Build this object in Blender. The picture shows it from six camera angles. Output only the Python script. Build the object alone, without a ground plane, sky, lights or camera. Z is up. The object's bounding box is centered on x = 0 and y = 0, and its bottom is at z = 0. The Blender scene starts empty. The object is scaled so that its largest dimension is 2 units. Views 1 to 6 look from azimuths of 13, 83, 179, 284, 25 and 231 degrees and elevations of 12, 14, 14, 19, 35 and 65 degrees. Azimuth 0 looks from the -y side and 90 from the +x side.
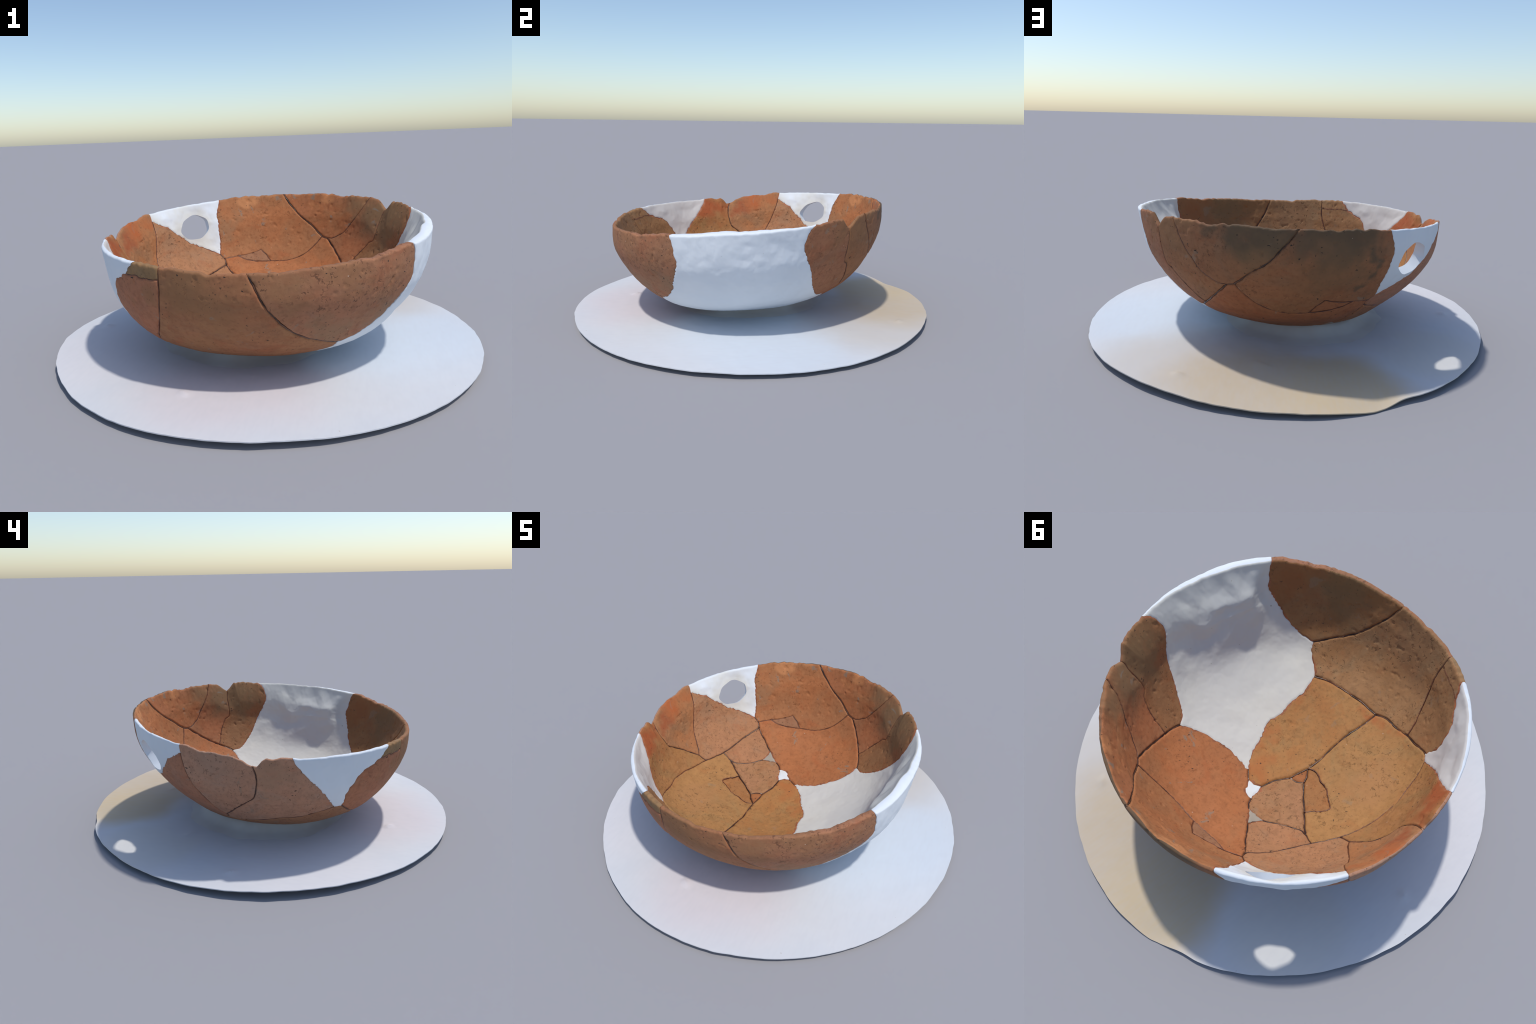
"""Restored pottery bowl: clay sherds glued together with white plaster fills,
standing on a low mount on a thin round white display board."""
import bpy, math
import numpy as np
from mathutils import Vector
from mathutils.geometry import delaunay_2d_cdt

rng = np.random.default_rng(7)

# ------------------------------------------------------------------ noise
def _hash(i, j, k, seed):
    n = (i * 374761393 + j * 668265263 + k * 2147483647 + seed * 974634777) & 0xFFFFFFFF
    n = ((n ^ (n >> 13)) * 1274126177) & 0xFFFFFFFF
    n = (n ^ (n >> 16)) & 0xFFFFFFFF
    return n / 4294967295.0 * 2.0 - 1.0

def vnoise(P, seed=0):
    P = np.asarray(P, float)
    f = np.floor(P).astype(np.int64)
    w = P - f
    w = w * w * w * (w * (w * 6 - 15) + 10)
    out = 0.0
    for a in (0, 1):
        for b in (0, 1):
            for c in (0, 1):
                h = _hash(f[:, 0] + a, f[:, 1] + b, f[:, 2] + c, seed)
                out = out + h * ((w[:, 0] if a else 1 - w[:, 0]) * (w[:, 1] if b else 1 - w[:, 1])
                                 * (w[:, 2] if c else 1 - w[:, 2]))
    return out

def fbm(P, scale, octaves=4, seed=0, gain=0.5):
    s, a, o = 0.0, 1.0, 0.0
    for n in range(octaves):
        s = s + a * vnoise(np.asarray(P) * scale * 2 ** n + 17.3 * n, seed + n)
        o += a
        a *= gain
    return s / o

def smooth(a, b, x):
    t = np.clip((x - a) / (b - a), 0, 1)
    return t * t * (3 - 2 * t)

# ------------------------------------------------------------------ bowl surface
# The bowl leans a little: its rim plane is tilted.  Rows = local axes in the world.
AXES = np.array([[0.99975, -0.00159, 0.02218], [0.0, 0.99745, 0.07142], [-0.02224, -0.0714, 0.9972]])
RIM_ORIGIN = np.array([0.0, 0.0, 0.5712])
RIM_CENTRE = np.array([0.0043, -0.0319])
DEPTH = -0.557                                     # local height of the lowest point
# harmonics (1, cos a, sin a, cos 2a, ...) of the azimuth: rim radius, rim height
RIM_R = [0.7366, -0.001, 0.0038, 0.003, 0.014, -0.0071, -0.0054, -0.0006, -0.0043]
RIM_Z = [0.0011, -0.0012, 0.0008, -0.0025, -0.0032, -0.0007, -0.0036, 0.0001, -0.0028]
# profile: share of the rim radius at each station, with its azimuth harmonics
STATION = np.array([0, .2, .35, .5, .65, .8, .9, 1.0])
PROFILE = np.array([
    [0.2957, -0.0208, -0.0383, 0.0159, 0.0053, -0.0041, 0.0022],
    [0.4932, -0.0192, -0.0308, -0.0031, 0.0018, 0.0129, 0.0069],
    [0.705, 0.011, -0.0071, -0.0048, -0.013, -0.0098, 0.0114],
    [0.8502, 0.0185, -0.01, -0.0005, -0.0142, -0.004, 0.0149],
    [0.9562, 0.011, -0.0092, 0.0002, -0.0083, 0.0004, 0.0108],
    [0.9994, 0.0067, -0.0056, 0.0085, 0.0004, -0.0001, 0.0062]])

def harmonics(t, n):
    return np.stack([np.ones_like(t)] + [f(k * t) for k in range(1, n + 1) for f in (np.cos, np.sin)], -1)

def _spline_matrix():
    n = len(STATION)
    h = np.diff(STATION)
    A = np.zeros((n, n))
    B = np.zeros((n, n))
    A[0, 0] = A[-1, -1] = 1
    for i in range(1, n - 1):
        A[i, i - 1], A[i, i], A[i, i + 1] = h[i - 1], 2 * (h[i - 1] + h[i]), h[i]
        B[i, i - 1], B[i, i + 1] = 6 / h[i - 1], 6 / h[i]
        B[i, i] = -6 / h[i - 1] - 6 / h[i]
    return np.linalg.solve(A, B)

SPLINE = _spline_matrix()

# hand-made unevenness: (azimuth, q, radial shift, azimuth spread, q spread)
SWELLS = [(20, .85, .008, 22, .25), (65, .80, .010, 12, .13), (328, .68, .014, 18, .17), (283, .72, -.009, 11, .15), (252, .88, .009, 10, .14),
          (202, .50, .016, 20, .10), (90, .45, -.018, 24, .13), (80, 1.0, -.010, 14, .10), (272, .36, -.012, 15, .12), (345, .32, .014, 30, .08)]
# rim ups and downs: (azimuth, height, spread)
RIM_WAVES = [(35, .005, 20), (325, .005, 20), (92, -.009, 24)]

def turn(a, b):
    return (a - b + 180) % 360 - 180

def outer_surface(t, q):
    W = np.zeros((len(t), 8))
    W[:, 1:7] = harmonics(t, 3) @ PROFILE.T
    W[:, 7] = 1.014
    m = W @ SPLINE.T
    h = np.diff(STATION)
    i = np.clip(np.searchsorted(STATION, q) - 1, 0, 6)
    ar = np.arange(len(t))
    d0, d1, hh = STATION[i + 1] - q, q - STATION[i], h[i]
    w = ((m[ar, i] * d0 ** 3 + m[ar, i + 1] * d1 ** 3) / (6 * hh)
         + (W[ar, i] / hh - m[ar, i] * hh / 6) * d0 + (W[ar, i + 1] / hh - m[ar, i + 1] * hh / 6) * d1)
    r = (harmonics(t, 4) @ np.array(RIM_R)) * w
    z = DEPTH + q ** 2 * (harmonics(t, 4) @ np.array(RIM_Z) - DEPTH)
    z = z + .010 * np.exp(-(q / .27) ** 2)               # flattened underside
    deg = np.degrees(t)
    for az, qc, dr, sa, sq in SWELLS:
        r = r + dr * np.exp(-(turn(deg, az) / sa) ** 2 - ((q - qc) / sq) ** 2)
    for az, dz, sa in RIM_WAVES:
        z = z + dz * np.exp(-(turn(deg, az) / sa) ** 2) * q ** 4
    L = np.stack([RIM_CENTRE[0] + r * np.sin(t), RIM_CENTRE[1] - r * np.cos(t), z], -1)
    return L @ AXES + RIM_ORIGIN

def map_surface(uv):
    """Map chart (u,v) = q*(sin a, -cos a) -> outer point, inward normal, azimuth, q."""
    def f(p):
        return outer_surface(np.arctan2(p[:, 0], -p[:, 1]), np.hypot(p[:, 0], p[:, 1]))
    e = 2e-3
    P = f(uv)
    a = f(uv + [e, 0]) - f(uv - [e, 0])
    b = f(uv + [0, e]) - f(uv - [0, e])
    n = np.cross(a, b)
    n /= np.linalg.norm(n, axis=1, keepdims=True)
    return P, n, np.degrees(np.arctan2(uv[:, 0], -uv[:, 1])) % 360, np.hypot(uv[:, 0], uv[:, 1])

def wall_thickness(az, q):
    thin = 0.019 * np.exp(-((az - 212) / 26) ** 2) * smooth(.40, .58, q) * (1 - smooth(.70, .86, q))
    floor = 0.012 * (1 - smooth(.25, .55, q))
    top = .006 * smooth(.70, .9, q)
    uv = chart(az, q)
    lump = (.015 * np.exp(-((uv - chart(303, .40)) ** 2).sum(-1) / .21 ** 2)
            + .011 * np.exp(-((uv - chart(355, .48)) ** 2).sum(-1) / .16 ** 2))
    hole = .014 * np.exp(-((uv - chart(225.8, .879)) ** 2).sum(-1) / .13 ** 2)
    keep = 0.0                                           # swellings of the outside do not show inside
    for a0, qc, dr, sa, sq in SWELLS:
        if dr > 0 or a0 == 283:
            keep = keep + abs(dr) * np.exp(-(turn(az, a0) / sa) ** 2 - ((q - qc) / sq) ** 2)
    return 0.048 - thin + floor + top + lump - hole + keep

def chart(az, q):
    a = np.radians(np.asarray(az, float))
    q = np.asarray(q, float)
    return np.stack([q * np.sin(a), -q * np.cos(a)], -1)

def place(az, q, inside=False):
    P, n, a, qq = map_surface(np.atleast_2d(chart(az, q)))
    return (P + n * (wall_thickness(a, qq)[:, None] if inside else 0.0))[0]

# ------------------------------------------------------------------ break lines
# (piece, piece, line of (azimuth, q)); S* are sherds, W* plaster fills
BREAKS = [
    ('W1', 'S1', [(57.8, 1), (58.4, .976), (58.8, .882), (56.8, .824), (54.4, .772), (50.4, .699), (46.4, .657), (41.6, .617), (36.4, .597)]),
    ('S1', 'S2', [(6.8, 1), (8.8, .95), (12.8, .844), (16.4, .778), (20.4, .723), (27.6, .659), (36.4, .597)]),
    ('W1', 'S2', [(36.4, .597), (36, .543), (33.6, .493), (31.2, .465), (29.6, .439)]),
    ('S2', 'S12', [(29.6, .439), (20, .449), (6.4, .457), (354.8, .473), (343.2, .491)]),
    ('S2', 'S15', [(343.2, .491), (338.4, .521), (330.8, .549), (325.2, .595)]),
    ('S2', 'S3', [(325.2, .595), (328.4, .647), (334.8, .756), (337.6, .824), (340, .92), (340.4, .96)]),
    ('S2', 'RC', [(340.4, .96), (340.8, 1)]),
    ('S3', 'S15', [(325.2, .595), (320.8, .627), (316.4, .673), (313, .706)]),
    ('W2', 'S15', [(313, .706), (309.5, .708)]),
    ('W2', 'S3', [(313, .706), (312.5, .81), (314.6, .866), (317.4, .912), (321.6, .936), (326, .955)]),
    ('W2', 'RC', [(326, .955), (328.8, .985), (330.2, 1)]),
    ('S3', 'RC', [(326, .955), (331, .957), (336, .955), (340.4, .96)]),
    ('W2', 'S4', [(309.5, .708), (304.5, .79), (299.8, .856), (294.2, .928), (290.2, .98), (289.2, 1)]),
    ('S4', 'S15', [(309.5, .708), (303.6, .677), (296.4, .641), (289.2, .627), (280.8, .591), (272, .551), (260.8, .527)]),
    ('S4', 'S6', [(260.8, .527), (262, .583)]),
    ('S4', 'S5', [(262, .583), (265.2, .631), (268.4, .687), (272.8, .745), (276.4, .8), (276.8, .908), (275.3, .960)]),
    ('S5', 'S6', [(262, .583), (259.2, .623), (255.2, .733), (251.2, .836), (248, .966)]),
    ('W3', 'S5', [(248, .966), (247.5, 1)]),
    ('W3', 'S6', [(248, .966), (241.2, .918), (236.8, .854), (230.8, .784), (224.4, .739), (217.4, .681)]),
    ('S6', 'S15', [(260.8, .527), (246.4, .51)]),
    ('S6', 'S14', [(246.4, .51), (237.6, .525), (227.2, .561), (216, .605)]),
    ('S6', 'S8', [(216, .605), (215.8, .645)]),
    ('S6', 'S7', [(215.8, .645), (217.4, .681)]),
    ('W3', 'S7', [(217.4, .681), (215.6, .745), (214.8, .824), (214, .928), (211.7, 1)]),
    ('S7', 'S8', [(215.8, .645), (208, .65)]),
    ('S7', 'CH', [(208, .65), (203.2, .648), (194.6, .668), (191.6, .63), (189.4, .577)]),
    ('CH', 'S8', [(208, .65), (203.6, .611), (198.4, .591), (192.4, .578), (189.4, .577)]),
    ('S7', 'S8', [(189.4, .577), (178.4, .575), (170.4, .615), (164.8, .683), (161.2, .748)]),
    ('S7', 'S9', [(181.9, 1), (173.2, .87), (167.2, .81), (161.2, .748)]),
    ('S8', 'S9', [(161.2, .748), (158, .737)]),
    ('S9', 'S10', [(158, .737), (154, .749), (148.8, .794), (145.6, .848), (141.2, .93), (138.1, 1)]),
    ('S8', 'S10', [(158, .737), (149.6, .641), (140.4, .559)]),
    ('S10', 'S11', [(140.4, .559), (135.2, .677), (131.6, .752), (128.4, .788), (128.4, .9), (127.9, .955)]),
    ('S8', 'S11', [(140.4, .559), (135.6, .523), (132, .495)]),
    ('W1', 'S11', [(132, .495), (125.2, .515), (118, .593), (114.4, .657), (112, .729), (108, .84), (106, .914), (108, .98), (110.7, 1)]),
    ('W1', 'S8', [(132, .495), (131.2, .411), (133.6, .325), (138.8, .257), (150.4, .194), (166, .15), (171.2, .136)]),
    ('S8', 'S12', [(171.2, .136), (186.8, .158)]),
    ('W1', 'S12', [(171.2, .136), (130.4, .14), (100, .158), (71.2, .21), (54.8, .232), (43, .3), (34.4, .355), (30.8, .399), (29.6, .439)]),
    ('W4', 'S12', [(186.8, .158), (194, .154), (205.2, .15)]),
    ('W4', 'S13', [(205.2, .15), (204.8, .194), (203.2, .232)]),
    ('W4', 'S8', [(186.8, .158), (192.8, .208), (198.4, .232), (203.2, .232)]),
    ('S12', 'S13', [(205.2, .15), (218.4, .112), (253.6, .112)]),
    ('S12', 'S16', [(253.6, .112), (293.2, .134)]),
    ('S13', 'S16', [(253.6, .112), (260, .144), (269.2, .166)]),
    ('FL', 'S16', [(293.2, .134), (278.8, .154), (269.2, .166)]),
    ('S12', 'S15', [(293.2, .134), (317.2, .19), (333.2, .295), (339.2, .395), (343.2, .491)]),
    ('FL', 'S13', [(269.2, .166), (258.8, .212), (251.6, .289)]),
    ('S13', 'S15', [(251.6, .289), (247.6, .371), (246, .437)]),
    ('FL', 'S15', [(293.2, .134), (292.4, .184), (284, .226), (280, .283), (274, .327), (268.4, .367), (261.2, .329), (251.6, .289)]),
    ('S14', 'S15', [(246, .437), (246.4, .51)]),
    ('S13', 'S14', [(246, .437), (242.4, .377), (232.4, .339), (226, .335), (219.2, .337)]),
    ('S13', 'W5', [(219.2, .337), (212.8, .321), (206, .301)]),
    ('W5', 'S14', [(219.2, .337), (210.8, .391)]),
    ('W5', 'S8', [(210.8, .391), (206, .301)]),
    ('S14', 'S8', [(210.8, .391), (214, .493), (216, .605)]),
    ('S13', 'S8', [(206, .301), (203.6, .267), (203.2, .232)]),
]
# rim runs, ordered by azimuth: (owner, line)
RIM_RUNS = [
    ('S1', [(6.8, 1), (57.8, 1)]), ('W1', [(57.8, 1), (110.7, 1)]),
    ('S11', [(110.7, 1), (120.0, 1.004), (123.5, .998), (126.0, .968), (127.9, .955)]),
    ('S10', [(127.9, .955), (129.5, .968), (132.5, .99), (135, 1.0), (138.1, 1)]),
    ('S9', [(138.1, 1), (181.9, 1)]), ('S7', [(181.9, 1), (211.7, 1)]), ('W3', [(211.7, 1), (247.5, 1)]),
    ('S5', [(247.5, 1), (260.0, 1.0), (267.0, .992), (272.0, .975), (275.3, .960)]),
    ('S4', [(275.3, .960), (277.0, .964), (278.4, .988), (280.0, .999), (289.2, 1)]),
    ('W2', [(289.2, 1), (330.2, 1)]), ('RC', [(330.2, 1), (340.8, 1)]), ('S2', [(340.8, 1), (366.8, 1)]),
]
WIDE = {('S12', 'S15'), ('S2', 'S12'), ('S2', 'S15'), ('S8', 'S10'), ('S8', 'S11'), ('S1', 'S2'), ('S13', 'S15'),
        ('FL', 'S13'), ('S7', 'S9'), ('S3', 'S15'), ('S12', 'S13'), ('S12', 'S16'), ('S14', 'S8'), ('S13', 'S8'),
        ('S8', 'S12'), ('S6', 'S8'), ('S8', 'S9')}
HAIR = {('S9', 'S10'), ('S10', 'S11'), ('S7', 'S8'), ('S7', 'CH'), ('CH', 'S8'), ('S4', 'S15'), ('S2', 'S3'),
        ('S5', 'S6'), ('FL', 'S15'), ('S2', 'RC')}

def crack_class(a, b):
    """(depth outside, width outside, depth inside, width inside)"""
    if a[0] == 'W' or b[0] == 'W':
        return 'fill', (.003, .006, .0035, .007)
    if (a, b) == ('S3', 'RC'):
        return 'chip', (.006, .006, 0.0, .004)
    if (a, b) == ('FL', 'S15'):
        return 'flake', (0.0, .004, .003, .006)
    if (a, b) in WIDE:
        return 'wide', (.008, .009, .0085, .0095)
    if (a, b) in HAIR:
        return 'hair', (.005, .0065, .004, .0055)
    return 'mid', (.006, .008, .006, .008)

def densify(pts, step):
    """Catmull-Rom through chart points, resampled at an even step."""
    P = np.vstack([2 * pts[0] - pts[1], pts, 2 * pts[-1] - pts[-2]])
    out = []
    for i in range(1, len(P) - 2):
        p0, p1, p2, p3 = P[i - 1:i + 3]
        n = max(2, int(np.linalg.norm(p2 - p1) / 0.002))
        for s in np.arange(n) / n:
            out.append(0.5 * ((2 * p1) + (p2 - p0) * s + (2 * p0 - 5 * p1 + 4 * p2 - p3) * s * s
                              + (3 * p1 - p0 - 3 * p2 + p3) * s ** 3))
    out = np.array(out + [pts[-1]])
    L = np.r_[0, np.cumsum(np.linalg.norm(np.diff(out, axis=0), axis=1))]
    n = max(2, int(round(L[-1] / step)))
    s = np.linspace(0, L[-1], n + 1)
    return np.stack([np.interp(s, L, out[:, k]) for k in (0, 1)], 1), s

def roughen(line, s, kind, seed):
    amp, fine = {'fill': (.0035, .0035), 'wide': (.0018, .001), 'mid': (.002, .0012), 'hair': (.002, .0008),
                 'chip': (.003, .0015), 'flake': (.004, .002)}[kind]
    if kind == 'hair':
        amp *= .8
    t = np.gradient(line, axis=0)
    t /= np.linalg.norm(t, axis=1, keepdims=True)
    n = np.stack([-t[:, 1], t[:, 0]], 1)
    g = np.stack([s, s * 0 + seed * 3.1, s * 0], 1)
    off = amp * vnoise(g * [25, 1, 1], 5) + fine * vnoise(g * [90, 1, 1], 6)
    fade = np.clip(np.minimum(s, s[-1] - s) / .02, 0, 1)
    return line + n * (off * fade)[:, None]

STEP = 0.0055
RIM_LIFT = .004
def lift(q):
    return np.where(np.asarray(q) > .93, np.asarray(q) + RIM_LIFT * smooth(.93, 1.0, np.asarray(q, float)), q)

ARCS = []                        # dicts: pieces, kind, prm, line
for n, (a, b, pts) in enumerate(BREAKS):
    kind, prm = crack_class(a, b)
    c = chart([p[0] for p in pts], lift([p[1] for p in pts]))
    if 'CH' in (a, b):                               # crisp corners
        c = np.vstack([np.stack([np.linspace(u[k], v[k], 5)[:-1] for k in (0, 1)], 1) for u, v in zip(c[:-1], c[1:])] + [c[-1:]])
    line, s = densify(c, STEP)
    ARCS.append(dict(pieces=(a, b), kind=kind, prm=prm, line=roughen(line, s, kind, n), seed=n))
for n, (owner, pts) in enumerate(RIM_RUNS):
    az = np.array([p[0] for p in pts], float)
    q = np.array([p[1] for p in pts], float)
    k = max(3, int(round((az[-1] - az[0]) * math.pi / 180 / STEP)))
    a = np.linspace(az[0], az[-1], k + 1)
    qq = np.interp(a, az, q)
    ring = np.stack([np.cos(np.radians(a)), np.sin(np.radians(a)), a * 0], 1)
    rough = .0035 if owner[0] == 'W' else .0105
    wave = -.0015 + rough * fbm(ring, 9, 3, 31) + .45 * rough * fbm(ring, 30, 2, 41)
    fade = np.clip(np.minimum(a - a[0], a[-1] - a) / 2.0, 0, 1)
    ARCS.append(dict(pieces=(owner,), kind='rim', prm=None, line=chart(a, lift(qq) + wave * fade), seed=100 + n))

RIM_A = np.vstack([a['line'][:-1] for a in ARCS if a['kind'] == 'rim'])
RIM_B = np.vstack([a['line'][1:] for a in ARCS if a['kind'] == 'rim'])

def rim_taper(uv, th, d):
    """how much the inner face is cut back towards the thin rim edge"""
    az = np.degrees(np.arctan2(uv[:, 0], -uv[:, 1]))
    edge_w = .015 + .004 * vnoise(np.c_[uv * 9, uv[:, :1] * 0], 81)
    edge_w = edge_w + .014 * np.exp(-(turn(az, 38) / 30) ** 2) + .028 * np.exp(-(turn(az, 76) / 20) ** 2) + .007 * np.exp(-(turn(az, 325) / 25) ** 2)
    return np.maximum(th - edge_w, 0) * (1 - np.clip(d / .13, 0, 1)) ** 1.5

def hole_outline():
    k = 40
    a = np.arange(k) / k * 2 * math.pi
    f = 1 + .025 * np.cos(3 * a + .6) + .02 * np.cos(7 * a)
    return chart(226.6 + 7.6 * f * np.cos(a), .870 + .074 * f * np.sin(a) - .008 * np.cos(a))

def chain(arcs):
    """Join arcs end to end into one closed loop; returns points and the arc index of each segment."""
    rest = list(range(1, len(arcs)))
    pts = [p for p in arcs[0]['line']]
    tag = [0] * (len(pts) - 1)
    while rest:
        end = pts[-1]
        best = min(((np.linalg.norm(arcs[i]['line'][e] - end), i, e) for i in rest for e in (0, -1)))
        d, i, e = best
        assert d < 1e-6, (arcs[i]['pieces'], d)
        ln = arcs[i]['line'] if e == 0 else arcs[i]['line'][::-1]
        pts += [p for p in ln[1:]]
        tag += [i] * (len(ln) - 1)
        rest.remove(i)
    assert np.linalg.norm(pts[0] - pts[-1]) < 1e-6
    return np.array(pts[:-1]), np.array(tag)

def seg_dist(P, A, B):
    """distance of each P to the polyline of segments A-B"""
    out = np.full(len(P), 9.0)
    for c in range(0, len(P), 2000):
        p = P[c:c + 2000, None]
        ab = B - A
        t = np.clip(((p - A) * ab).sum(-1) / np.maximum((ab * ab).sum(-1), 1e-14), 0, 1)
        out[c:c + 2000] = np.linalg.norm(p - (A + t[..., None] * ab), axis=-1).min(1)
    return out

def inside(P, loops):
    r = np.zeros(len(P), bool)
    for L in loops:
        A, B = L, np.roll(L, -1, 0)
        for c in range(0, len(P), 4000):
            x, y = P[c:c + 4000, 0][:, None], P[c:c + 4000, 1][:, None]
            cr = (A[:, 1] > y) != (B[:, 1] > y)
            xi = A[:, 0] + (y - A[:, 1]) / np.where(B[:, 1] == A[:, 1], 1e-12, B[:, 1] - A[:, 1]) * (B[:, 0] - A[:, 0])
            r[c:c + 4000] ^= ((cr & (x < xi)).sum(1) % 2 == 1)
    return r

def facet_noise(uv, cell, seed):
    """Piecewise linear noise on a triangular lattice: copies the flat low-poly facets of the scan."""
    x = uv[:, 0] / cell
    y = uv[:, 1] / cell / .866
    x = x - .5 * y
    i, j = np.floor(x).astype(np.int64), np.floor(y).astype(np.int64)
    fx, fy = x - i, y - j
    up = fx + fy > 1
    z = np.zeros_like(i)
    h = lambda a, b: _hash(a, b, z, seed)
    lo = h(i, j) * (1 - fx - fy) + h(i + 1, j) * fx + h(i, j + 1) * fy
    hi = h(i + 1, j + 1) * (fx + fy - 1) + h(i + 1, j) * (1 - fy) + h(i, j + 1) * (1 - fx)
    return np.where(up, hi, lo)

# ------------------------------------------------------------------ materials
class Nodes:
    def __init__(self, name):
        self.mat = bpy.data.materials.new(name)
        self.mat.use_nodes = True
        self.t = self.mat.node_tree
        self.t.nodes.clear()
        self.out = self.t.nodes.new('ShaderNodeOutputMaterial')
        self.bsdf = self.t.nodes.new('ShaderNodeBsdfPrincipled')
        self.t.links.new(self.bsdf.outputs[0], self.out.inputs[0])
        self.co = self.t.nodes.new('ShaderNodeTexCoord').outputs['Object']

    def set(self, sock, v):
        if isinstance(v, bpy.types.NodeSocket):
            self.t.links.new(v, sock)
        elif isinstance(v, (tuple, list, np.ndarray)) and sock.type == 'RGBA':
            sock.default_value = tuple(float(c) for c in v)[:3] + (1.0,)
        elif isinstance(v, (tuple, list, np.ndarray)):
            sock.default_value = tuple(float(c) for c in v)
        else:
            sock.default_value = v

    def mapping(self, loc=(0, 0, 0), scale=(1, 1, 1), rot=(0, 0, 0), src=None):
        n = self.t.nodes.new('ShaderNodeMapping')
        self.set(n.inputs['Vector'], src or self.co)
        n.inputs['Location'].default_value = loc
        n.inputs['Scale'].default_value = scale
        n.inputs['Rotation'].default_value = rot
        return n.outputs[0]

    def noise(self, scale, detail=4, rough=.55, vec=None, dist=0.0):
        n = self.t.nodes.new('ShaderNodeTexNoise')
        self.set(n.inputs['Vector'], vec or self.co)
        n.inputs['Scale'].default_value = scale
        n.inputs['Detail'].default_value = detail
        n.inputs['Roughness'].default_value = rough
        n.inputs['Distortion'].default_value = dist
        return n.outputs[0]

    def noise_vec(self, scale, amount, detail=2):
        n = self.t.nodes.new('ShaderNodeTexNoise')
        self.set(n.inputs['Vector'], self.co)
        n.inputs['Scale'].default_value = scale
        n.inputs['Detail'].default_value = detail
        m = self.t.nodes.new('ShaderNodeVectorMath')
        m.operation = 'SUBTRACT'
        self.t.links.new(n.outputs['Color'], m.inputs[0])
        m.inputs[1].default_value = (.5, .5, .5)
        k = self.t.nodes.new('ShaderNodeVectorMath')
        k.operation = 'SCALE'
        self.t.links.new(m.outputs[0], k.inputs[0])
        k.inputs['Scale'].default_value = amount
        a = self.t.nodes.new('ShaderNodeVectorMath')
        a.operation = 'ADD'
        self.t.links.new(k.outputs[0], a.inputs[0])
        self.t.links.new(self.co, a.inputs[1])
        return a.outputs[0]

    def voronoi(self, scale, vec=None, rnd=1.0):
        n = self.t.nodes.new('ShaderNodeTexVoronoi')
        self.set(n.inputs['Vector'], vec or self.co)
        n.inputs['Scale'].default_value = scale
        n.inputs['Randomness'].default_value = rnd
        return n.outputs['Distance'], n.outputs['Color']

    def ramp(self, v, a, b, lo=0.0, hi=1.0, kind='SMOOTHSTEP'):
        n = self.t.nodes.new('ShaderNodeMapRange')
        n.interpolation_type = kind
        self.set(n.inputs['Value'], v)
        n.inputs['From Min'].default_value = a
        n.inputs['From Max'].default_value = b
        n.inputs['To Min'].default_value = lo
        n.inputs['To Max'].default_value = hi
        return n.outputs['Result']

    def math(self, op, a, b=0.0):
        n = self.t.nodes.new('ShaderNodeMath')
        n.operation = op
        self.set(n.inputs[0], a)
        self.set(n.inputs[1], b)
        return n.outputs[0]

    def mix(self, fac, a, b, blend='MIX'):
        n = self.t.nodes.new('ShaderNodeMix')
        n.data_type = 'RGBA'
        n.blend_type = blend
        self.set(n.inputs[0], fac)
        self.set(n.inputs[6], a)
        self.set(n.inputs[7], b)
        return n.outputs[2]

    def blob(self, pos, radius, vec, soft=.75):
        """1 at the centre of a noisy ball, 0 outside"""
        n = self.t.nodes.new('ShaderNodeVectorMath')
        n.operation = 'DISTANCE'
        self.set(n.inputs[0], vec)
        n.inputs[1].default_value = tuple(float(c) for c in pos)
        return self.ramp(n.outputs['Value'], radius * (1 - soft), radius * (1 + soft), 1.0, 0.0)

    def bump(self, height, strength=.5, dist=.004, prev=None):
        n = self.t.nodes.new('ShaderNodeBump')
        n.inputs['Strength'].default_value = strength
        n.inputs['Distance'].default_value = dist
        self.set(n.inputs['Height'], height)
        if prev:
            self.set(n.inputs['Normal'], prev)
        return n.outputs[0]

def mulc(c, f):
    return tuple(x * f for x in c)

TONE_IN, TONE_OUT = (.89, .79, .73), (.95, .80, .72)      # fired clay: deep red-brown

def tone(c, t):
    return tuple(x * y for x, y in zip(c, t))

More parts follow.
